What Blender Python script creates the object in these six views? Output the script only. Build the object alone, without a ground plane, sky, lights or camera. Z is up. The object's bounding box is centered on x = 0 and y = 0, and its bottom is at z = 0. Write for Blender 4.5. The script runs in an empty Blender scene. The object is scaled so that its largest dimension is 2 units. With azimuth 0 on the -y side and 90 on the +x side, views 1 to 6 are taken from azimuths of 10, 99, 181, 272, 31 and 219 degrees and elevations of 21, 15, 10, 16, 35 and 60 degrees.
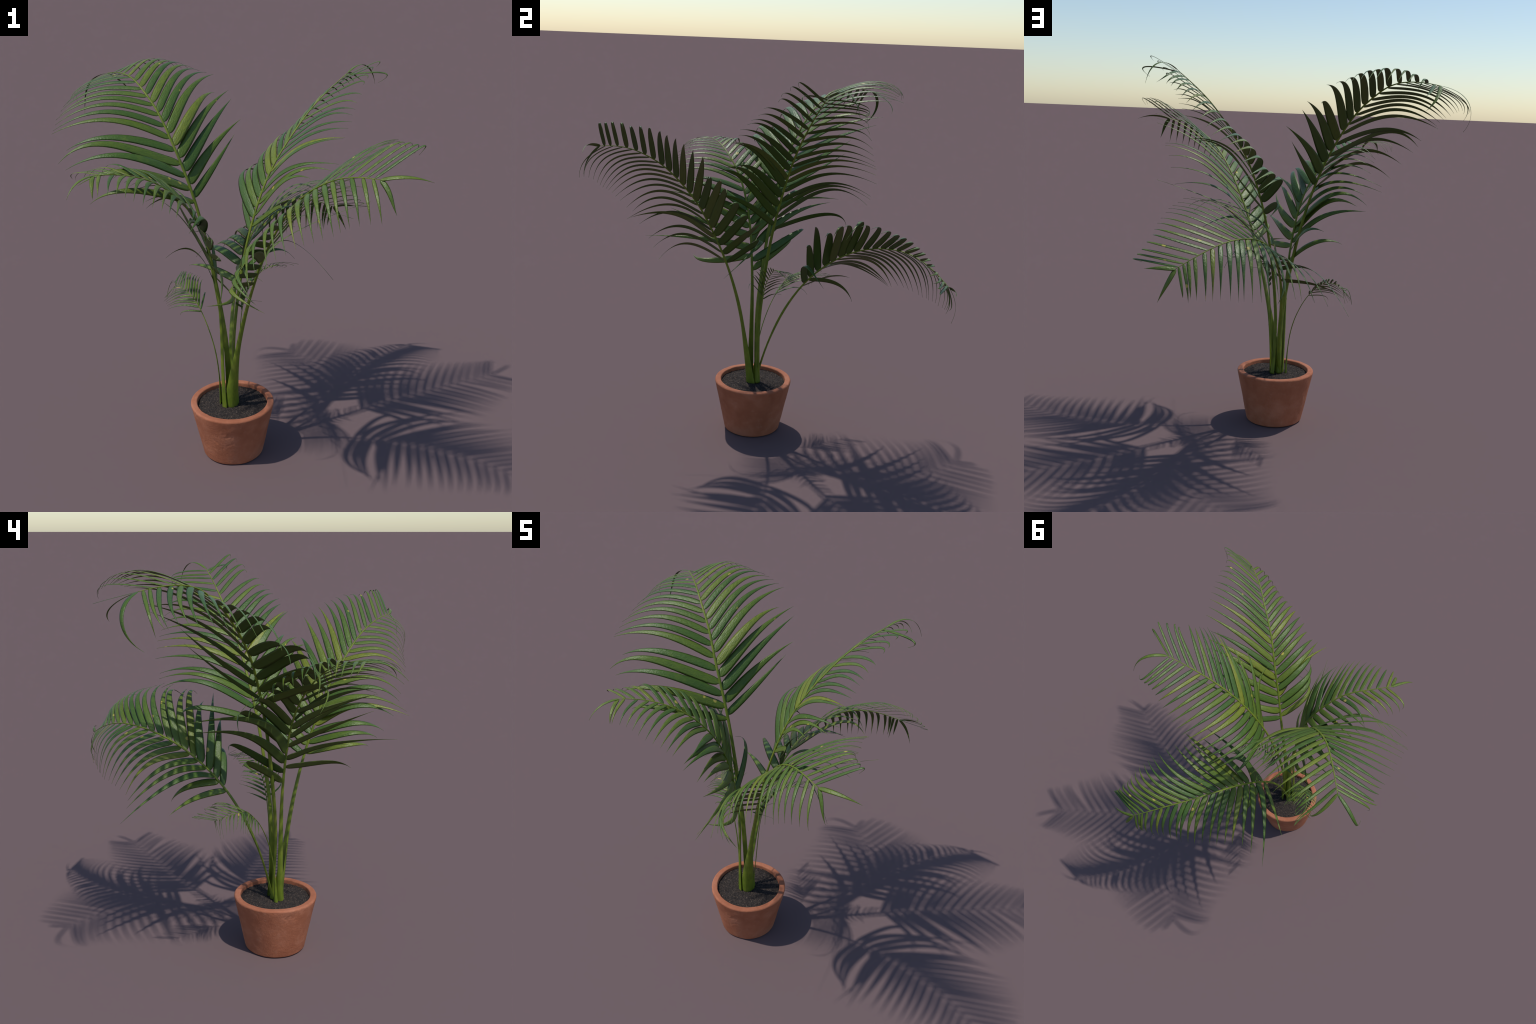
"""A potted palm: terracotta pot, dark soil, five large arching fronds and two young ones.

Every frond is a stalk swept along a spine curve (sheathing, crescent-shaped at the
soil, round and thin at the tip) with a left and a right row of leaflets.  A leaflet is a
long lance-shaped blade whose midline is a cubic curve; the curve's handles (rise, arch,
tip, as offsets from the leaflet's foot) vary smoothly along the row, a few leaflets being odd.
"""
import math
from collections import namedtuple
import bpy
import numpy as np
from mathutils import Matrix, Vector, noise

rng = np.random.default_rng(7)

Frond = namedtuple("Frond", "spine left right terminal build")
Row = namedtuple("Row", "start places sweep odd")
Sweep = namedtuple("Sweep", "rise arch tip")
Build = namedtuple("Build", "sheath stalk rachis blade outward")

# sheath width at the soil, stalk width, rachis width at the first leaflets, blade width,
# horizontal direction the sheath's back faces
BUILD = {
    "A": Build(.040, .024, .016, .054, (-.10, 1.0)),
    "B": Build(.038, .023, .015, .047, (.9, .45)),
    "C": Build(.092, .026, .015, .050, (.50, -.87)),
    "D": Build(.048, .024, .015, .050, (-.9, -.45)),
    "E": Build(.026, .021, .014, .048, (-.25, .95)),
    "F": Build(.026, .0065, .005, .0135, (-1.0, .3)),
    "G": Build(.012, .0065, .005, .0135, (1.0, .5)),
}

FRONDS = []
# tall frond leaning left and back, arching over at the tip
FRONDS.append(Frond(
    spine=[(-.030, -.132, .277), (-.025, -.154, .524), (-.047, -.150, .739), (-.083, -.132, .942), (-.127, -.114, 1.163), (-.182, -.085, 1.355), (-.240, -.057, 1.510), (-.312, -.018, 1.653), (-.387, .049, 1.780), (-.475, .107, 1.869), (-.591, .207, 1.961), (-.759, .379, 1.918)],
    left=Row(start=.502,
        places=[.518, .550, .581, .612, .645, .676, .707, .737, .766, .794, .820, .847, .873, .899, .923, .951, .973, .988],
        sweep=[
            Sweep(rise=(-.126, -.207, .093), arch=(-.254, -.412, .189), tip=(-.406, -.253, .035)),
            Sweep(rise=(-.134, -.149, .117), arch=(-.273, -.297, .243), tip=(-.506, -.270, .090)),
            Sweep(rise=(-.142, -.094, .096), arch=(-.286, -.182, .212), tip=(-.544, -.231, .068)),
            Sweep(rise=(-.146, -.041, .055), arch=(-.285, -.080, .108), tip=(-.467, -.172, -.039)),
            Sweep(rise=(-.142, -.006, 0), arch=(-.274, -.013, -.017), tip=(-.360, -.082, -.131)),
            Sweep(rise=(-.123, -.007, -.040), arch=(-.243, -.016, -.082), tip=(-.225, -.057, -.125)),
            Sweep(rise=(-.107, -.033, -.037), arch=(-.210, -.070, -.078), tip=(-.135, -.073, -.182)),
        ],
        odd={
            .612: Sweep(rise=(-.168, -.114, .068), arch=(-.351, -.228, .238), tip=(-.508, -.273, .055)),
            .645: Sweep(rise=(-.163, -.092, .081), arch=(-.330, -.177, .137), tip=(-.484, -.192, .030)),
            .676: Sweep(rise=(-.144, -.063, .088), arch=(-.302, -.130, .167), tip=(-.536, -.176, .044)),
            .873: Sweep(rise=(-.138, -.002, .001), arch=(-.270, -.014, -.040), tip=(-.327, -.065, -.125)),
            .973: Sweep(rise=(-.112, -.023, -.039), arch=(-.217, -.046, -.079), tip=(-.209, -.090, -.135)),}),
    right=Row(start=.520,
        places=[.530, .563, .594, .627, .657, .688, .718, .746, .774, .801, .827, .853, .884, .911, .935, .962, .984],
        sweep=[
            Sweep(rise=(.032, .103, .052), arch=(.067, .205, .103), tip=(.124, .349, .226)),
            Sweep(rise=(.041, .115, .080), arch=(.081, .231, .163), tip=(.179, .467, .268)),
            Sweep(rise=(.032, .128, .113), arch=(.055, .259, .234), tip=(.122, .527, .245)),
            Sweep(rise=(.018, .140, .108), arch=(.032, .282, .219), tip=(.093, .493, .119)),
            Sweep(rise=(.018, .145, .063), arch=(.043, .289, .121), tip=(.103, .402, 0)),
            Sweep(rise=(.025, .138, .027), arch=(.052, .274, .050), tip=(.090, .276, -.043)),
            Sweep(rise=(.023, .127, -.009), arch=(.049, .250, -.019), tip=(.058, .160, -.067)),
        ],
        odd={
            .563: Sweep(rise=(.036, .124, .068), arch=(.060, .249, .151), tip=(.194, .391, .252)),
            .594: Sweep(rise=(.042, .115, .088), arch=(.076, .233, .178), tip=(.140, .500, .262)),
            .627: Sweep(rise=(.044, .114, .092), arch=(.069, .235, .208), tip=(.146, .515, .246)),
            .657: Sweep(rise=(.052, .122, .111), arch=(.084, .248, .232), tip=(.105, .459, .182)),
            .984: Sweep(rise=(.028, .116, -.029), arch=(.055, .225, -.057), tip=(.069, .228, -.061)),}),
    terminal=[
        Sweep(rise=(-.167, .054, -.025), arch=(-.168, .064, -.150), tip=(-.134, -.041, -.215)),
        Sweep(rise=(.011, .108, -.037), arch=(.040, .154, -.085), tip=(.079, .135, -.123)),],
    build=BUILD["A"]))

# tall frond leaning right
FRONDS.append(Frond(
    spine=[(.008, -.121, .279), (-.009, -.134, .517), (.005, -.129, .736), (.032, -.099, .949), (.065, -.067, 1.156), (.110, -.028, 1.327), (.163, .017, 1.487), (.234, .059, 1.614), (.307, .108, 1.723), (.371, .154, 1.810), (.445, .196, 1.883), (.524, .243, 1.950)],
    left=Row(start=.529,
        places=[.506, .543, .571, .599, .631, .664, .692, .720, .750, .781, .813, .845, .876, .905, .935, .958, .975, .990],
        sweep=[
            Sweep(rise=(-.102, .147, .121), arch=(-.200, .293, .251), tip=(-.020, .469, .108)),
            Sweep(rise=(-.071, .124, .082), arch=(-.137, .249, .175), tip=(.017, .487, .082)),
            Sweep(rise=(-.036, .111, .066), arch=(-.064, .225, .135), tip=(.050, .461, .079)),
            Sweep(rise=(.002, .124, .040), arch=(.006, .244, .083), tip=(.086, .395, .007)),
            Sweep(rise=(.017, .135, .037), arch=(.032, .266, .062), tip=(.087, .305, -.010)),
            Sweep(rise=(.015, .137, .009), arch=(.028, .268, .008), tip=(.052, .213, -.037)),
            Sweep(rise=(.017, .133, -.012), arch=(.031, .262, -.037), tip=(.068, .160, -.057)),
        ],
        odd={
            .506: Sweep(rise=(-.073, .190, .085), arch=(-.130, .368, .125), tip=(-.049, .385, .028)),
            .599: Sweep(rise=(-.061, .121, .068), arch=(-.113, .258, .161), tip=(.028, .464, .064)),
            .990: Sweep(rise=(.013, .139, .011), arch=(.021, .262, -.028), tip=(.090, .170, -.059)),}),
    right=Row(start=.539,
        places=[.519, .549, .583, .612, .646, .672, .705, .738, .768, .798, .829, .861, .892, .922, .951, .977, .992],
        sweep=[
            Sweep(rise=(.076, -.089, .122), arch=(.151, -.177, .251), tip=(.317, -.261, .259)),
            Sweep(rise=(.083, -.072, .108), arch=(.164, -.142, .226), tip=(.396, -.232, .232)),
            Sweep(rise=(.084, -.064, .100), arch=(.169, -.125, .207), tip=(.382, -.212, .227)),
            Sweep(rise=(.097, -.070, .083), arch=(.192, -.139, .167), tip=(.320, -.208, .159)),
            Sweep(rise=(.112, -.067, .074), arch=(.221, -.138, .141), tip=(.250, -.166, .100)),
            Sweep(rise=(.115, -.062, .075), arch=(.228, -.127, .139), tip=(.182, -.122, .091)),
            Sweep(rise=(.120, -.057, .067), arch=(.236, -.115, .130), tip=(.158, -.080, .055)),
        ],
        odd={
            .519: Sweep(rise=(.108, -.086, .105), arch=(.203, -.176, .202), tip=(.191, -.314, .171)),
            .549: Sweep(rise=(.089, -.091, .118), arch=(.169, -.176, .293), tip=(.304, -.256, .263)),
            .583: Sweep(rise=(.096, -.080, .099), arch=(.179, -.148, .269), tip=(.373, -.228, .240)),
            .612: Sweep(rise=(.085, -.076, .116), arch=(.168, -.160, .222), tip=(.390, -.171, .199)),
            .646: Sweep(rise=(.079, -.059, .111), arch=(.162, -.120, .233), tip=(.384, -.209, .260)),
            .705: Sweep(rise=(.089, -.065, .099), arch=(.178, -.129, .196), tip=(.357, -.200, .207)),
            .768: Sweep(rise=(.106, -.063, .084), arch=(.187, -.142, .194), tip=(.316, -.196, .164)),
            .861: Sweep(rise=(.110, -.073, .081), arch=(.220, -.152, .126), tip=(.259, -.178, .106)),
            .892: Sweep(rise=(.129, -.059, .079), arch=(.252, -.121, .152), tip=(.229, -.135, .103)),
            .922: Sweep(rise=(.119, -.062, .075), arch=(.221, -.130, .140), tip=(.201, -.140, .090)),
            .992: Sweep(rise=(.150, -.060, .033), arch=(.275, -.123, .041), tip=(.165, -.064, -.025)),}),
    terminal=[
        Sweep(rise=(.060, .080, .064), arch=(.115, .139, .027), tip=(.130, .158, -.075)),],
    build=BUILD["B"]))

# frond reaching right and forward
FRONDS.append(Frond(
    spine=[(-.008, -.170, .271), (.010, -.194, .478), (.046, -.215, .676), (.094, -.255, .874), (.151, -.302, 1.056), (.209, -.362, 1.217), (.281, -.417, 1.364), (.346, -.490, 1.477), (.424, -.553, 1.570), (.521, -.624, 1.642), (.614, -.711, 1.692), (.729, -.774, 1.695)],
    left=Row(start=.409,
        places=[.419, .450, .482, .514, .544, .576, .610, .641, .673, .704, .734, .764, .794, .826, .857, .885, .915, .944, .966, .985],
        sweep=[
            Sweep(rise=(.032, .183, .139), arch=(.058, .355, .276), tip=(.367, .055, -.015)),
            Sweep(rise=(.071, .126, .142), arch=(.141, .248, .286), tip=(.427, .161, .229)),
            Sweep(rise=(.100, .058, .128), arch=(.199, .119, .257), tip=(.441, .162, .318)),
            Sweep(rise=(.107, .026, .105), arch=(.214, .047, .216), tip=(.409, .111, .267)),
            Sweep(rise=(.109, .022, .096), arch=(.218, .038, .194), tip=(.314, .084, .181)),
            Sweep(rise=(.115, .023, .094), arch=(.229, .046, .183), tip=(.197, .051, .096)),
            Sweep(rise=(.122, .029, .091), arch=(.242, .058, .176), tip=(.148, .063, .077)),
        ],
        odd={
            .450: Sweep(rise=(.004, .080, .080), arch=(.026, .164, .154), tip=(.512, .295, .306)),
            .544: Sweep(rise=(.111, .068, .134), arch=(.223, .133, .299), tip=(.413, .171, .272)),
            .576: Sweep(rise=(.107, .063, .128), arch=(.212, .122, .267), tip=(.422, .165, .278)),
            .610: Sweep(rise=(.104, .058, .124), arch=(.222, .108, .247), tip=(.404, .135, .235)),
            .885: Sweep(rise=(.119, .023, .089), arch=(.231, .046, .171), tip=(.247, .052, .127)),}),
    right=Row(start=.416,
        places=[.426, .456, .484, .510, .535, .563, .594, .626, .658, .688, .719, .749, .781, .809, .840, .868, .897, .927, .957, .982],
        sweep=[
            Sweep(rise=(-.077, -.148, .053), arch=(-.152, -.299, .102), tip=(.126, -.331, .005)),
            Sweep(rise=(-.058, -.132, .064), arch=(-.115, -.266, .125), tip=(.016, -.389, .018)),
            Sweep(rise=(-.034, -.119, .058), arch=(-.068, -.242, .120), tip=(-.008, -.407, -.007)),
            Sweep(rise=(-.002, -.111, .038), arch=(-.006, -.223, .079), tip=(.060, -.349, -.061)),
            Sweep(rise=(.013, -.102, .003), arch=(.028, -.199, .002), tip=(.065, -.250, -.149)),
            Sweep(rise=(.016, -.077, -.025), arch=(.031, -.149, -.056), tip=(.042, -.139, -.148)),
            Sweep(rise=(.016, -.053, -.035), arch=(.032, -.104, -.074), tip=(.045, -.101, -.146)),
        ],
        odd={
            .510: Sweep(rise=(.006, -.106, .061), arch=(-.003, -.203, .180), tip=(-.048, -.495, .063)),
            .563: Sweep(rise=(-.049, -.110, .053), arch=(-.083, -.233, .139), tip=(-.008, -.452, -.017)),
            .594: Sweep(rise=(-.034, -.119, .041), arch=(-.067, -.263, .128), tip=(-.019, -.391, -.018)),
            .626: Sweep(rise=(-.020, -.119, .048), arch=(-.042, -.243, .121), tip=(.014, -.389, -.035)),}),
    terminal=[
        Sweep(rise=(.075, -.021, .026), arch=(.140, -.021, .023), tip=(.202, -.002, -.005)),
        Sweep(rise=(.041, -.037, -.028), arch=(.048, -.057, -.077), tip=(.069, -.054, -.124)),],
    build=BUILD["C"]))

# frond reaching left and forward
FRONDS.append(Frond(
    spine=[(-.049, -.181, .270), (-.054, -.178, .467), (-.049, -.179, .661), (-.055, -.181, .845), (-.069, -.194, 1.013), (-.095, -.211, 1.181), (-.136, -.249, 1.331), (-.205, -.302, 1.443), (-.273, -.373, 1.533), (-.358, -.435, 1.580), (-.435, -.488, 1.604), (-.511, -.560, 1.613)],
    left=Row(start=.441,
        places=[.451, .481, .519, .548, .577, .605, .636, .676, .706, .733, .763, .796, .827, .857, .884, .912, .945, .983],
        sweep=[
            Sweep(rise=(.124, -.117, -.007), arch=(.248, -.235, -.012), tip=(.180, -.521, .165)),
            Sweep(rise=(.062, -.102, .031), arch=(.124, -.205, .068), tip=(.134, -.434, .162)),
            Sweep(rise=(.022, -.095, .053), arch=(.046, -.189, .110), tip=(.086, -.385, .115)),
            Sweep(rise=(.016, -.093, .051), arch=(.035, -.185, .101), tip=(.065, -.366, .047)),
            Sweep(rise=(.008, -.092, .029), arch=(.027, -.180, .057), tip=(.041, -.295, -.021)),
            Sweep(rise=(.011, -.082, .010), arch=(.029, -.160, .019), tip=(.034, -.193, -.034)),
            Sweep(rise=(.022, -.064, -.006), arch=(.044, -.127, -.013), tip=(.051, -.143, -.064)),
        ],
        odd={
            .451: Sweep(rise=(.114, -.146, -.019), arch=(.222, -.272, -.010), tip=(.032, -.326, -.012)),
            .481: Sweep(rise=(.038, -.074, -.004), arch=(.096, -.131, .074), tip=(.165, -.575, .059)),
            .548: Sweep(rise=(.037, -.103, .055), arch=(.083, -.208, .152), tip=(.107, -.369, .147)),
            .577: Sweep(rise=(.004, -.086, .064), arch=(.036, -.178, .108), tip=(.128, -.432, .147)),
            .605: Sweep(rise=(.054, -.106, .095), arch=(.077, -.218, .201), tip=(.047, -.405, .134)),
            .636: Sweep(rise=(.014, -.114, .034), arch=(.036, -.215, .104), tip=(.056, -.363, .098)),
            .676: Sweep(rise=(.041, -.098, .047), arch=(.079, -.196, .089), tip=(.084, -.297, .059)),}),
    right=Row(start=.389,
        places=[.399, .432, .464, .495, .522, .557, .588, .631, .661, .702, .735, .770, .803, .833, .866, .894, .920, .952, .979],
        sweep=[
            Sweep(rise=(-.095, .143, .102), arch=(-.189, .284, .207), tip=(-.275, .285, .150)),
            Sweep(rise=(-.090, .123, .132), arch=(-.182, .243, .267), tip=(-.335, .238, .190)),
            Sweep(rise=(-.091, .096, .125), arch=(-.184, .188, .253), tip=(-.371, .173, .148)),
            Sweep(rise=(-.091, .059, .092), arch=(-.182, .116, .182), tip=(-.332, .094, .082)),
            Sweep(rise=(-.086, .032, .052), arch=(-.174, .057, .101), tip=(-.261, .048, .005)),
            Sweep(rise=(-.085, .018, .018), arch=(-.171, .025, .031), tip=(-.195, .047, -.044)),
            Sweep(rise=(-.089, .013, -.002), arch=(-.177, .017, -.010), tip=(-.155, .043, -.047)),
        ],
        odd={
            .399: Sweep(rise=(-.089, .145, .133), arch=(-.199, .267, .196), tip=(-.292, .105, .122)),
            .432: Sweep(rise=(-.036, .155, .099), arch=(-.073, .286, .211), tip=(-.179, .263, .161)),
            .464: Sweep(rise=(-.083, .082, .110), arch=(-.168, .167, .229), tip=(-.382, .399, .236)),
            .495: Sweep(rise=(-.091, .040, .134), arch=(-.187, .095, .271), tip=(-.321, .459, .219)),
            .522: Sweep(rise=(-.101, .135, .136), arch=(-.210, .260, .306), tip=(-.380, .216, .154)),
            .588: Sweep(rise=(-.067, .085, .106), arch=(-.135, .159, .236), tip=(-.438, .237, .124)),
            .631: Sweep(rise=(-.058, .069, .106), arch=(-.129, .137, .216), tip=(-.420, .196, .082)),
            .803: Sweep(rise=(-.091, .027, .057), arch=(-.182, .052, .105), tip=(-.245, .088, .012)),
            .866: Sweep(rise=(-.085, .033, .049), arch=(-.174, .056, .089), tip=(-.208, .041, -.016)),
            .979: Sweep(rise=(-.090, .018, .012), arch=(-.177, .024, .002), tip=(-.154, .049, -.042)),}),
    terminal=[
        Sweep(rise=(-.034, -.059, .005), arch=(-.061, -.109, -.015), tip=(-.067, -.151, -.069)),
        Sweep(rise=(.015, -.075, -.007), arch=(.035, -.111, -.036), tip=(.035, -.116, -.075)),],
    build=BUILD["D"]))

# low frond bending right and back, drooping
FRONDS.append(Frond(
    spine=[(-.040, -.137, .277), (-.022, -.100, .457), (-.036, -.038, .632), (-.034, .039, .783), (-.025, .120, .902), (-.003, .222, 1.007), (.027, .342, 1.095), (.080, .475, 1.153), (.158, .618, 1.175), (.246, .723, 1.161), (.329, .806, 1.120), (.419, .874, 1.067)],
    left=Row(start=.431,
        places=[.388, .421, .445, .480, .513, .546, .578, .608, .637, .669, .701, .732, .762, .784, .815, .847, .876, .904, .937, .959, .974, .990],
        sweep=[
            Sweep(rise=(-.107, .075, .045), arch=(-.215, .153, .089), tip=(-.378, .428, -.117)),
            Sweep(rise=(-.075, .089, .017), arch=(-.151, .185, .043), tip=(-.236, .334, -.140)),
            Sweep(rise=(-.039, .093, -.011), arch=(-.081, .198, -.009), tip=(-.112, .287, -.200)),
            Sweep(rise=(-.016, .088, -.034), arch=(-.034, .184, -.059), tip=(-.046, .225, -.267)),
            Sweep(rise=(-.010, .069, -.041), arch=(-.019, .138, -.082), tip=(-.019, .122, -.251)),
            Sweep(rise=(-.010, .043, -.051), arch=(-.019, .086, -.101), tip=(-.017, .049, -.188)),
            Sweep(rise=(-.016, .020, -.062), arch=(-.030, .037, -.124), tip=(-.023, .013, -.119)),
        ],
        odd={
            .388: Sweep(rise=(-.110, .081, .019), arch=(-.220, .163, .034), tip=(-.329, .248, -.025)),
            .421: Sweep(rise=(-.033, .106, .007), arch=(-.054, .208, -.017), tip=(-.004, .250, -.109)),
            .445: Sweep(rise=(-.103, .064, .047), arch=(-.206, .154, .097), tip=(-.358, .417, -.135)),
            .546: Sweep(rise=(-.063, .088, 0), arch=(-.128, .222, .032), tip=(-.156, .303, -.173)),
            .974: Sweep(rise=(-.015, .029, -.055), arch=(-.029, .054, -.110), tip=(-.025, .024, -.169)),}),
    right=Row(start=.393,
        places=[.403, .433, .466, .498, .527, .560, .587, .617, .650, .682, .712, .740, .769, .800, .832, .862, .891, .922, .951, .972, .990],
        sweep=[
            Sweep(rise=(.045, -.007, .133), arch=(.091, -.013, .261), tip=(.317, .039, .104)),
            Sweep(rise=(.063, .006, .142), arch=(.127, .019, .284), tip=(.348, .014, .247)),
            Sweep(rise=(.082, .038, .124), arch=(.164, .083, .252), tip=(.362, .033, .253)),
            Sweep(rise=(.103, .064, .085), arch=(.204, .133, .172), tip=(.390, .044, .162)),
            Sweep(rise=(.124, .047, .051), arch=(.246, .099, .099), tip=(.332, -.022, .074)),
            Sweep(rise=(.136, .005, .035), arch=(.270, .017, .062), tip=(.218, -.054, .036)),
            Sweep(rise=(.147, -.039, .013), arch=(.290, -.075, .026), tip=(.158, -.034, .006)),
        ],
        odd={
            .403: Sweep(rise=(.114, .001, .130), arch=(.224, -.009, .234), tip=(.293, .135, .065)),
            .433: Sweep(rise=(.070, -.005, .134), arch=(.144, -.001, .259), tip=(.301, .001, .239)),
            .466: Sweep(rise=(.013, -.014, .143), arch=(.042, -.010, .281), tip=(.379, .007, .337)),
            .527: Sweep(rise=(.155, .031, .166), arch=(.308, .090, .356), tip=(.442, .030, .237)),
            .587: Sweep(rise=(.109, .057, .165), arch=(.219, .124, .341), tip=(.381, .011, .172)),}),
    terminal=[
        Sweep(rise=(.024, .040, -.049), arch=(.051, .045, -.100), tip=(.077, .018, -.153)),
        Sweep(rise=(.045, .026, .007), arch=(.093, .034, .008), tip=(.136, .022, -.001)),],
    build=BUILD["E"]))

# young frond, left
FRONDS.append(Frond(
    spine=[(-.074, -.154, .272), (-.074, -.152, .416), (-.091, -.135, .554), (-.129, -.106, .662), (-.173, -.074, .753), (-.227, -.029, .820), (-.275, -.011, .854), (-.310, .017, .852), (-.330, .052, .853), (-.357, .085, .842), (-.379, .133, .835)],
    left=Row(start=.609,
        places=[.618, .649, .680, .705, .733, .761, .786, .815, .843, .867, .893, .917, .945, .965, .981, .994],
        sweep=[
            Sweep(rise=(-.056, -.003, .016), arch=(-.113, -.006, .032), tip=(-.181, -.017, .002)),
            Sweep(rise=(-.044, .001, .004), arch=(-.087, .002, .008), tip=(-.160, .005, -.037)),
            Sweep(rise=(-.027, .002, -.004), arch=(-.053, .004, -.006), tip=(-.117, 0, -.076)),
            Sweep(rise=(-.008, .004, -.004), arch=(-.016, .008, -.008), tip=(-.057, -.001, -.073)),
            Sweep(rise=(.011, .002, -.006), arch=(.021, .004, -.012), tip=(.005, -.009, -.069)),
        ],
        odd={
            .618: Sweep(rise=(-.056, -.003, .008), arch=(-.111, -.010, .007), tip=(-.111, -.008, -.025)),
            .815: Sweep(rise=(-.027, -.003, -.001), arch=(-.056, -.007, -.008), tip=(-.097, .002, -.067)),
            .843: Sweep(rise=(-.028, -.002, 0), arch=(-.057, -.007, -.007), tip=(-.080, .005, -.062)),
            .945: Sweep(rise=(-.019, .007, .009), arch=(-.040, .012, .016), tip=(-.055, -.012, -.083)),
            .981: Sweep(rise=(-.012, .008, .012), arch=(-.026, .014, .021), tip=(-.043, -.017, -.079)),}),
    right=Row(start=.645,
        places=[.630, .655, .689, .717, .745, .770, .793, .823, .854, .880, .904, .933, .957, .977, .990],
        sweep=[
            Sweep(rise=(-.011, .060, .045), arch=(-.023, .120, .090), tip=(-.028, .223, .071)),
            Sweep(rise=(-.013, .060, .039), arch=(-.024, .121, .077), tip=(-.019, .184, .055)),
            Sweep(rise=(-.006, .064, .031), arch=(-.013, .127, .061), tip=(-.008, .139, .030)),
            Sweep(rise=(.002, .074, .023), arch=(.003, .145, .043), tip=(.004, .094, .027)),
            Sweep(rise=(.006, .086, .009), arch=(.013, .168, .018), tip=(.004, .072, -.002)),
        ],
        odd={
            .630: Sweep(rise=(.003, .072, .044), arch=(.003, .140, .079), tip=(-.018, .182, .004)),
            .854: Sweep(rise=(-.006, .066, .027), arch=(-.011, .129, .053), tip=(-.010, .128, .031)),
            .880: Sweep(rise=(.007, .070, .024), arch=(.013, .134, .046), tip=(-.003, .120, .023)),
            .933: Sweep(rise=(-.011, .047, .021), arch=(-.017, .086, .028), tip=(.053, .103, .018)),}),
    terminal=[],
    build=BUILD["F"]))

# young frond, right
FRONDS.append(Frond(
    spine=[(0, -.115, .276), (.019, -.121, .470), (.030, -.117, .654), (.038, -.104, .805), (.065, -.085, .904), (.110, -.049, .975), (.156, -.023, 1.010), (.189, .001, 1.015), (.214, .013, 1.017)],
    left=Row(start=.606,
        places=[.617, .648, .680, .710, .740, .777, .805, .832, .861, .880, .905, .938, .960, .980, .993],
        sweep=[
            Sweep(rise=(-.013, .027, .019), arch=(-.026, .052, .039), tip=(.014, .096, .038)),
            Sweep(rise=(-.011, .032, .028), arch=(-.022, .065, .055), tip=(-.010, .131, .060)),
            Sweep(rise=(-.011, .048, .010), arch=(-.020, .093, .025), tip=(-.009, .086, .007)),
            Sweep(rise=(-.007, .063, -.007), arch=(-.012, .124, -.010), tip=(.034, .065, -.031)),
            Sweep(rise=(0, .076, -.019), arch=(.002, .150, -.037), tip=(.108, .069, -.017)),
        ],
        odd={
            .648: Sweep(rise=(-.016, .024, .024), arch=(-.029, .051, .048), tip=(-.002, .139, .062)),
            .680: Sweep(rise=(-.017, .031, .025), arch=(-.032, .064, .048), tip=(-.003, .128, .054)),
            .740: Sweep(rise=(-.009, .040, .021), arch=(-.017, .079, .040), tip=(-.014, .115, .027)),
            .805: Sweep(rise=(-.026, .048, .005), arch=(-.049, .094, .009), tip=(-.034, .088, 0)),}),
    right=Row(start=.624,
        places=[.636, .663, .694, .725, .753, .783, .814, .841, .868, .895, .920, .945, .967, .985],
        sweep=[
            Sweep(rise=(-.031, -.054, .045), arch=(-.062, -.106, .090), tip=(.126, -.062, .064)),
            Sweep(rise=(-.013, -.031, .045), arch=(-.025, -.063, .088), tip=(.055, -.064, .104)),
            Sweep(rise=(.007, -.017, .032), arch=(.014, -.029, .063), tip=(.017, -.032, .052)),
            Sweep(rise=(.026, .005, .011), arch=(.050, .012, .022), tip=(.008, .023, -.019)),
            Sweep(rise=(.043, .026, -.016), arch=(.083, .052, -.031), tip=(.023, .093, -.058)),
        ],
        odd={
            .663: Sweep(rise=(-.008, -.034, .052), arch=(-.012, -.066, .100), tip=(.051, -.070, .111)),
            .783: Sweep(rise=(.013, -.018, .040), arch=(.027, -.036, .075), tip=(.069, -.044, .036)),}),
    terminal=[],
    build=BUILD["G"]))


POT_CENTRE = (-.012, -.151)
SOIL_LEVEL = .276


# ------------------------------------------------------------------ helpers
def bspline_weights(n, t, degree):
    knots = np.concatenate([np.zeros(degree), np.linspace(0, 1, n - degree + 1), np.ones(degree)])
    t = min(max(t, 0.0), 1.0 - 1e-9)
    b = np.array([1.0 if knots[i] <= t < knots[i + 1] else 0.0 for i in range(len(knots) - 1)])
    for d in range(1, degree + 1):
        nb = np.zeros(len(b) - 1)
        for i in range(len(nb)):
            lo, hi = knots[i + d] - knots[i], knots[i + d + 1] - knots[i + 1]
            if lo > 0:
                nb[i] += (t - knots[i]) / lo * b[i]
            if hi > 0:
                nb[i] += (knots[i + d + 1] - t) / hi * b[i + 1]
        b = nb
    return b


def unit(v):
    return v / max(np.linalg.norm(v), 1e-9)


def smooth(a, b, x):
    x = min(max((x - a) / (b - a), 0.0), 1.0)
    return x * x * (3 - 2 * x)


def curve_of(points, keys):
    """Piecewise-linear lookup of (position, value) keys, eased."""
    def at(x):
        for (x0, y0), (x1, y1) in zip(keys, keys[1:]):
            if x <= x1:
                return y0 + (y1 - y0) * min(max((x - x0) / (x1 - x0), 0), 1)
        return keys[-1][1]
    return np.array([at(x) for x in points])


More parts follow.
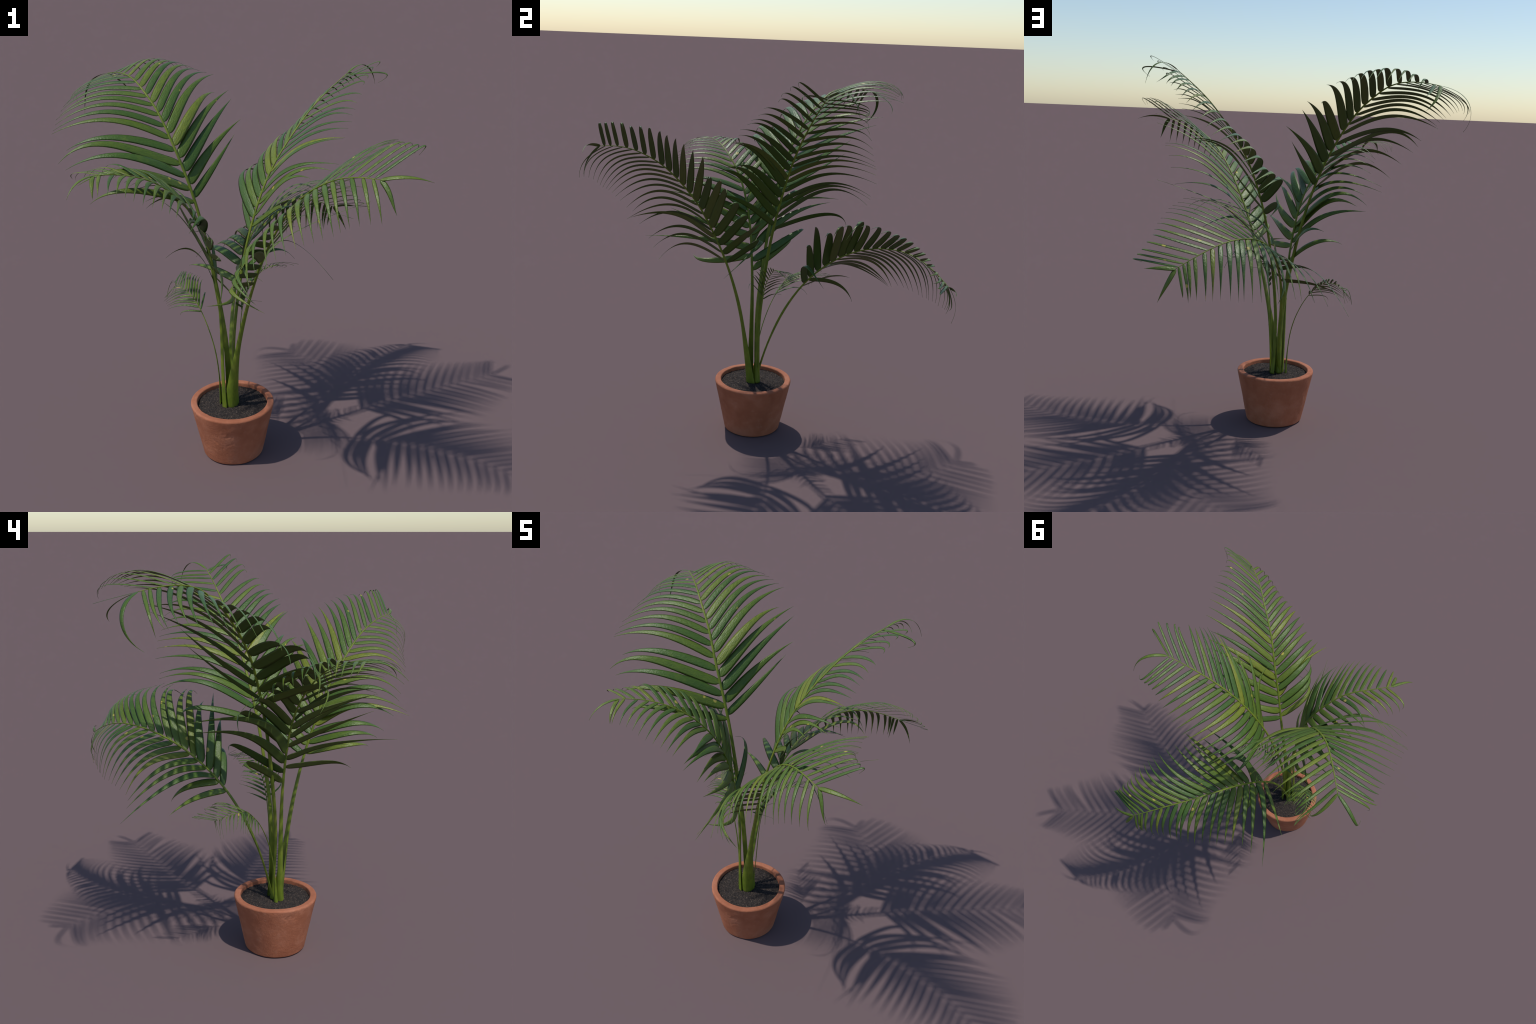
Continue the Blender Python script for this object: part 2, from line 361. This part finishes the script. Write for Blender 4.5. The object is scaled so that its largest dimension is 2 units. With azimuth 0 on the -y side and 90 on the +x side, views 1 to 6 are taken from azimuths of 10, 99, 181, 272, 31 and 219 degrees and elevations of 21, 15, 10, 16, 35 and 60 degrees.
def new_object(name, verts, faces, material, parent=None, matrix=None):
    mesh = bpy.data.meshes.new(name)
    mesh.from_pydata([tuple(v) for v in verts], [], faces)
    mesh.materials.append(material)
    mesh.polygons.foreach_set("use_smooth", [True] * len(mesh.polygons))
    mesh.update()
    obj = bpy.data.objects.new(name, mesh)
    bpy.context.scene.collection.objects.link(obj)
    if matrix is not None:
        obj.matrix_world = matrix
    if parent is not None:
        obj.parent = parent
        obj.matrix_parent_inverse = parent.matrix_world.inverted()
    return obj


def grid_faces(rows, cols, closed):
    faces = []
    for i in range(rows - 1):
        for j in range(cols if closed else cols - 1):
            k = (j + 1) % cols
            faces.append((i * cols + j, i * cols + k, (i + 1) * cols + k, (i + 1) * cols + j))
    return faces


# ------------------------------------------------------------------ materials
class Nodes:
    def __init__(self, name):
        self.material = bpy.data.materials.new(name)
        self.material.use_nodes = True
        self.tree = self.material.node_tree
        self.bsdf = self.tree.nodes["Principled BSDF"]

    def add(self, kind, **inputs):
        node = self.tree.nodes.new(kind)
        for key, value in inputs.items():
            self.feed(node, key, value)
        return node

    def feed(self, node, key, value):
        socket = node.inputs[int(key[1:])] if key[0] == "_" else node.inputs[key.replace("__", " ")]
        if isinstance(value, bpy.types.NodeSocket):
            self.tree.links.new(value, socket)
        else:
            socket.default_value = value

    def mix(self, fac, a, b, blend="MIX"):
        node = self.tree.nodes.new("ShaderNodeMix")
        node.data_type, node.blend_type = "RGBA", blend
        self.feed(node, "_0", fac)
        self.feed(node, "_6", a)
        self.feed(node, "_7", b)
        return node.outputs[2]

    def math(self, op, a, b=0.0, clamp=False):
        node = self.tree.nodes.new("ShaderNodeMath")
        node.operation, node.use_clamp = op, clamp
        self.feed(node, "_0", a)
        self.feed(node, "_1", b)
        return node.outputs[0]

    def ramp(self, value, stops):
        node = self.tree.nodes.new("ShaderNodeValToRGB")
        ramp = node.color_ramp
        while len(ramp.elements) < len(stops):
            ramp.elements.new(.5)
        for element, (position, colour) in zip(ramp.elements, stops):
            element.position, element.color = position, colour
        self.feed(node, "Fac", value)
        return node.outputs[0]

    def coords(self, scale=(1, 1, 1), shift=None):
        where = self.add("ShaderNodeTexCoord").outputs["Object"]
        node = self.add("ShaderNodeMapping", Vector=where, Scale=scale)
        if shift is not None:
            self.feed(node, "Location", shift)
        return node.outputs[0]

    def noise(self, vector, scale, detail=3.0, rough=.55):
        return self.add("ShaderNodeTexNoise", Vector=vector, Scale=scale, Detail=detail, Roughness=rough).outputs["Fac"]

    def bump(self, height, strength, distance):
        node = self.add("ShaderNodeBump", Height=height, Strength=strength, Distance=distance)
        self.tree.links.new(node.outputs[0], self.bsdf.inputs["Normal"])


def rgb(r, g, b):
    return (r, g, b, 1.0)


def leaf_material():
    m = Nodes("palm_leaf")
    chance = m.add("ShaderNodeObjectInfo").outputs["Random"]
    offset = m.add("ShaderNodeCombineXYZ", X=m.math("MULTIPLY", chance, 37.0), Y=m.math("MULTIPLY", chance, 91.0), Z=m.math("MULTIPLY", chance, 13.0)).outputs[0]
    plain = m.coords(shift=offset)
    grain_space = m.coords(scale=(.22, 1, 1), shift=offset)
    leaf = m.ramp(chance, [(0.0, rgb(.044, .098, .015)), (.3, rgb(.062, .118, .014)), (.62, rgb(.092, .145, .014)), (.9, rgb(.120, .166, .015)), (1.0, rgb(.185, .205, .016))])
    mottle = m.noise(grain_space, 120, 4)
    leaf = m.mix(m.math("MULTIPLY", m.math("SUBTRACT", mottle, .40, clamp=True), 1.6, clamp=True), leaf, rgb(.036, .080, .013))
    broad = m.noise(plain, 14, 2)
    leaf = m.mix(m.math("MULTIPLY", m.math("SUBTRACT", broad, .55, clamp=True), 2.2, clamp=True), leaf, rgb(.118, .168, .020))
    # sparse yellow blotches with a dry centre
    wobble = m.noise(plain, 60, 2)
    cells = m.add("ShaderNodeTexVoronoi", Vector=plain, Scale=9.0)
    reach = m.math("ADD", cells.outputs["Distance"], m.math("MULTIPLY", m.math("SUBTRACT", wobble, .5), .07))
    halo = m.ramp(reach, [(.085, rgb(1, 1, 1)), (.115, rgb(0, 0, 0))])
    heart = m.ramp(reach, [(.035, rgb(1, 1, 1)), (.065, rgb(0, 0, 0))])
    leaf = m.mix(halo, leaf, rgb(.42, .36, .055))
    leaf = m.mix(m.math("MULTIPLY", heart, .8), leaf, rgb(.40, .25, .10))
    m.feed(m.bsdf, "Base Color", leaf)
    m.feed(m.bsdf, "Roughness", .42)
    m.feed(m.bsdf, "Specular IOR Level", .42)
    dents = m.noise(m.coords(scale=(.45, 1, 1), shift=offset), 170, 3)
    m.bump(dents, .6, .004)
    return m.material


def underside_material():
    m = Nodes("palm_leaf_underside")
    chance = m.add("ShaderNodeObjectInfo").outputs["Random"]
    colour = m.ramp(chance, [(0.0, rgb(.040, .076, .010)), (.7, rgb(.060, .094, .012)), (1.0, rgb(.088, .110, .016))])
    veins = m.noise(m.coords(scale=(.1, 1, 1)), 240, 3)
    colour = m.mix(m.math("MULTIPLY", m.math("SUBTRACT", veins, .45, clamp=True), 1.2, clamp=True), colour, rgb(.040, .048, .012))
    m.feed(m.bsdf, "Base Color", colour)
    m.feed(m.bsdf, "Roughness", .55)
    m.feed(m.bsdf, "Specular IOR Level", .3)
    return m.material


def stalk_material():
    m = Nodes("palm_stalk")
    fibres = m.noise(m.coords(scale=(1, 1, .06)), 260, 4)
    patches = m.noise(m.coords(scale=(1, 1, .5)), 26, 3)
    colour = m.ramp(patches, [(.32, rgb(.105, .150, .014)), (.52, rgb(.150, .200, .016)), (.72, rgb(.205, .225, .030))])
    colour = m.mix(m.math("MULTIPLY", m.math("SUBTRACT", fibres, .42, clamp=True), 1.6, clamp=True), colour, rgb(.075, .110, .010))
    m.feed(m.bsdf, "Base Color", colour)
    m.feed(m.bsdf, "Roughness", .5)
    m.feed(m.bsdf, "Specular IOR Level", .35)
    m.bump(fibres, .25, .002)
    return m.material


def clay_material():
    m = Nodes("terracotta")
    cloud = m.noise(m.coords(), 9, 5, .6)
    colour = m.ramp(cloud, [(.30, rgb(.310, .102, .050)), (.52, rgb(.380, .134, .069)), (.70, rgb(.435, .172, .098))])
    chalk = m.noise(m.coords(), 34, 6, .7)
    colour = m.mix(m.math("MULTIPLY", m.math("SUBTRACT", chalk, .56, clamp=True), 2.6, clamp=True), colour, rgb(.470, .215, .135))
    m.feed(m.bsdf, "Base Color", colour)
    m.feed(m.bsdf, "Roughness", .8)
    m.feed(m.bsdf, "Specular IOR Level", .25)
    m.bump(m.noise(m.coords(), 70, 6, .65), .5, .005)
    return m.material


def soil_material():
    m = Nodes("potting_soil")
    cells = m.add("ShaderNodeTexVoronoi", Vector=m.coords(), Scale=230.0)
    tint = m.add("ShaderNodeSeparateColor", Color=cells.outputs["Color"]).outputs[0]
    colour = m.ramp(tint, [(0.0, rgb(.022, .018, .017)), (.55, rgb(.040, .033, .030)), (.90, rgb(.065, .049, .040)), (.985, rgb(.11, .08, .06)), (1.0, rgb(.20, .15, .11))])
    m.feed(m.bsdf, "Base Color", colour)
    m.feed(m.bsdf, "Roughness", .95)
    m.feed(m.bsdf, "Specular IOR Level", .2)
    m.bump(m.noise(m.coords(), 300, 4, .7), .9, .004)
    return m.material


LEAF, UNDER, STALK, CLAY, SOIL = leaf_material(), underside_material(), stalk_material(), clay_material(), soil_material()


# ------------------------------------------------------------------ fronds
STEPS = 220


class Spine:
    """The frond's centre line: position, direction and back (dorsal) side at any fraction of its length."""

    def __init__(self, frond):
        pts = np.array(frond.spine)
        ts = np.linspace(0, 1, 900)
        fine = np.array([bspline_weights(len(pts), t, 3) for t in ts]) @ pts
        length = np.r_[0, np.cumsum(np.linalg.norm(np.diff(fine, axis=0), axis=1))]
        self.length = length[-1]
        at = np.linspace(0, self.length, STEPS)
        self.points = np.stack([np.interp(at, length, fine[:, c]) for c in range(3)], 1)
        self.tangents = np.gradient(self.points, axis=0)
        self.tangents /= np.linalg.norm(self.tangents, axis=1)[:, None]
        lean = unit(np.r_[(pts[-1] - pts[len(pts) // 3])[:2], 0])
        out = unit(np.r_[frond.build.outward, 0])
        self.side, self.back = [], []
        for i, tangent in enumerate(self.tangents):
            facing = unit(out + (lean - out) * smooth(.05, .40, i / (STEPS - 1)))
            side = np.cross(facing, (0, 0, 1.0))
            side = unit(side - tangent * side.dot(tangent))
            self.side.append(side)
            self.back.append(-np.cross(side, tangent))
        self.side, self.back = np.array(self.side), np.array(self.back)
        if (self.back @ lean).mean() < 0 and self.back[STEPS // 3].dot(lean) < 0:
            self.back = -self.back

    def frame(self, t):
        x = min(max(t, 0), 1) * (STEPS - 1)
        i = min(int(x), STEPS - 2)
        f = x - i
        pick = lambda a: a[i] * (1 - f) + a[i + 1] * f
        return pick(self.points), unit(pick(self.tangents)), unit(pick(self.side)), unit(pick(self.back))


def build_stalk(frond, spine, parent):
    b = frond.build
    first = min(frond.left.places[0], frond.right.places[0])
    ts = np.linspace(0, 1, STEPS)
    width = curve_of(ts, [(0, b.sheath), (.03, b.sheath * .74 + b.stalk * .16), (.11, b.sheath * .42 + b.stalk * .50), (.19, b.stalk * 1.08), (first, b.rachis), (first + (1 - first) * .55, b.rachis * .72), (.97, b.rachis * .36), (1, b.rachis * .2)])
    width = np.convolve(np.pad(width, 6, mode="edge"), np.ones(13) / 13, "valid")
    open_ = np.array([1 - smooth(.02, .30, t) for t in ts])      # 1: open sheath, 0: closed stalk
    thick = width * (.72 - .57 * open_)
    curl = .06 + .30 * open_
    n = 9
    xs = np.cos(np.linspace(math.pi, 0, n))
    ring = [(x, 1) for x in xs] + [(x, -1) for x in xs[-2:0:-1]]
    verts = []
    for i in range(STEPS):
        for x, sign in ring:
            half = .5 * thick[i] * math.sqrt(max(1 - x * x, 0)) * sign
            depth = -curl[i] * width[i] * x * x + half + .15 * width[i] * open_[i]
            verts.append(spine.points[i] + spine.side[i] * (x * width[i] * .5) + spine.back[i] * depth)
    origin = spine.points[0]
    cols = len(ring)
    faces = grid_faces(STEPS, cols, True)
    faces.append(tuple(range(cols - 1, -1, -1)))
    faces.append(tuple((STEPS - 1) * cols + j for j in range(cols)))
    return new_object("frond", np.array(verts) - origin, faces, STALK, parent, Matrix.Translation(Vector(origin)))


BLADE_OUTLINE = [(0, .20), (.010, .42), (.025, .66), (.05, .85), (.09, .95), (.17, 1.0), (.28, .98), (.42, .87), (.56, .70), (.7, .49), (.82, .29), (.91, .14), (.97, .05), (1, .01)]


def build_leaflet(frame, sweep, width, parent, rows=26):
    foot, along, side, back = frame
    handles = np.array([(0, 0, 0), sweep.rise, sweep.arch, sweep.tip], float)
    u = np.linspace(0, 1, rows) ** 1.12
    bern = np.stack([(1 - u) ** 3, 3 * u * (1 - u) ** 2, 3 * u * u * (1 - u), u ** 3], 1)
    mid = bern @ handles
    direction = np.gradient(mid, axis=0)
    direction /= np.maximum(np.linalg.norm(direction, axis=1), 1e-9)[:, None]
    # the blade spreads in the plane of its rachis and its own first reach, turned a little towards the sky
    face = np.cross(along, direction[0])
    if np.linalg.norm(face) < .35:
        face = -back
    face = unit(face if face.dot(back) < 0 else -face) + np.array((0, 0, .4))
    across = unit(np.cross(face, direction[0]))
    if np.cross(direction[0], across).dot(back) > 0:
        across = -across
    half = .5 * width * curve_of(u, BLADE_OUTLINE)
    v = np.array([-1, -.55, 0, .55, 1])
    top, under = [], []
    for i in range(rows):
        across = unit(across - direction[i] * across.dot(direction[i]))
        normal = np.cross(direction[i], across)
        for x in v:
            base = mid[i] + across * (x * half[i]) - normal * (.10 * half[i] * x * x)
            swell = .0007 * (1 - x * x)
            top.append(base + normal * swell)
            under.append(base - normal * swell)
    cols = len(v)
    faces = grid_faces(rows, cols, False)
    shift = rows * cols
    keep = {}
    verts = list(top)
    for k, p in enumerate(under):
        if k % cols in (0, cols - 1):
            keep[k] = k
        else:
            keep[k] = len(verts)
            verts.append(p)
    faces += [tuple(keep[k] for k in reversed(f)) for f in grid_faces(rows, cols, False)]
    # leaflet's own axes: x along its first reach, y across the blade
    x_axis = unit(mid[rows // 2])
    z_axis = unit(np.cross(x_axis, across))
    y_axis = np.cross(z_axis, x_axis)
    rot = np.stack([x_axis, y_axis, z_axis], 1)
    local = np.array(verts) @ rot
    matrix = Matrix.Translation(Vector(foot)) @ Matrix([list(r) for r in rot]).to_4x4()
    leaflet = new_object("leaflet", local, faces, LEAF, parent, matrix)
    leaflet.data.materials.append(UNDER)
    half_count = len(faces) // 2
    leaflet.data.polygons.foreach_set("material_index", [0] * half_count + [1] * half_count)
    return leaflet


def sweep_at(row, t):
    for place, odd in row.odd.items():
        if abs(place - t) < 1e-6:
            return odd
    keys = np.array([(s.rise, s.arch, s.tip) for s in row.sweep])
    k = np.tensordot(bspline_weights(len(keys), (t - row.start) / (1 - row.start), 2), keys, 1)
    return Sweep(*k)


WIDTH_ALONG_ROW = [(0, .78), (.07, .98), (.2, 1.0), (.45, .77), (.7, .56), (.88, .40), (1, .31)]


def build_frond(frond, parent):
    spine = Spine(frond)
    stalk = build_stalk(frond, spine, parent)
    for row in (frond.left, frond.right):
        first = row.places[0]
        for t in row.places:
            s = (t - first) / (1 - first)
            width = frond.build.blade * curve_of([s], WIDTH_ALONG_ROW)[0] * rng.uniform(.94, 1.06)
            sweep = sweep_at(row, t)
            stretch = rng.uniform(.99, 1.01)
            jitter = rng.normal(0, .002, 3)
            sweep = Sweep(*(np.array(p) * stretch + jitter * k for p, k in zip(sweep, (.2, .6, 1))))
            build_leaflet(spine.frame( t), sweep, width, stalk)
    for sweep in frond.terminal:
        build_leaflet(spine.frame( 1.0), sweep, .021, stalk)
    return stalk


# ------------------------------------------------------------------ pot and soil
def lathe(profile, segments, wobble=None):
    verts = []
    for r, z in profile:
        for j in range(segments):
            a = 2 * math.pi * j / segments
            dr, dz = wobble(r, z, a) if wobble else (0, 0)
            verts.append((math.cos(a) * (r + dr), math.sin(a) * (r + dr), z + dz))
    return verts, grid_faces(len(profile), segments, True)


def resample(points, step):
    out = [points[0]]
    for p, q in zip(points, points[1:]):
        n = max(1, int(math.dist(p, q) / step))
        out += [(p[0] + (q[0] - p[0]) * i / n, p[1] + (q[1] - p[1]) * i / n) for i in range(1, n + 1)]
    return out


def arc(cx, cz, r, a0, a1, n=8):
    return [(cx + r * math.cos(math.radians(a0 + (a1 - a0) * i / n)), cz + r * math.sin(math.radians(a0 + (a1 - a0) * i / n))) for i in range(n + 1)]


def build_pot(parent):
    outline = [(.004, 0)] + arc(.1495, .011, .011, -90, -12) + arc(.2090, .2885, .0095, -12, 84) + arc(.191, .2915, .0065, 90, 172) + [(.1825, .262), (.165, .200)]
    profile = resample(outline, .004)

    def wobble(r, z, a):
        p = Vector((math.cos(a) * .21, math.sin(a) * .21, z))
        lumps = noise.fractal(p * 9, .9, 2.1, 3)
        chips = max(0.0, noise.fractal(p * 26 + Vector((4, 1, 9)), .8, 2.1, 4) - .18)
        patch = max(0.0, noise.noise(p * 8 + Vector((3, 7, 1))))
        facet = noise.noise(Vector((math.cos(a) * 1.6, math.sin(a) * 1.6, z * 3)))
        return .0012 * lumps + .0012 * facet - .0100 * chips * patch, (.0008 * noise.noise(p * 14) if z > .25 else 0)

    verts, faces = lathe(profile, 300, wobble)
    faces.append(tuple(range(299, -1, -1)))
    lowest = min(v[2] for v in verts)
    verts = [(x, y, z - lowest) for x, y, z in verts]
    return new_object("pot", verts, faces, CLAY, parent, Matrix.Translation((*POT_CENTRE, 0)))


def build_soil(parent):
    rings = [(.002 + .1815 * i / 110, 0) for i in range(111)]

    def wobble(r, z, a):
        p = Vector((math.cos(a) * r, math.sin(a) * r, 0))
        return 0, .0035 * noise.fractal(p * 60, .6, 2.2, 4) + .003 * noise.noise(p * 12)

    verts, faces = lathe(rings, 260, wobble)
    faces.append(tuple(range(259, -1, -1)))
    return new_object("soil", verts, faces, SOIL, parent, Matrix.Translation((*POT_CENTRE, SOIL_LEVEL)))


# ------------------------------------------------------------------ assemble
palm = bpy.data.objects.new("potted_palm", None)
bpy.context.scene.collection.objects.link(palm)
palm.location = (*POT_CENTRE, 0)
palm["label"] = "potted palm with arching green fronds in terracotta pot"
palm["category"] = "potted plant"
bpy.context.view_layer.update()

build_pot(palm)
build_soil(palm)
for frond in FRONDS:
    build_frond(frond, palm)
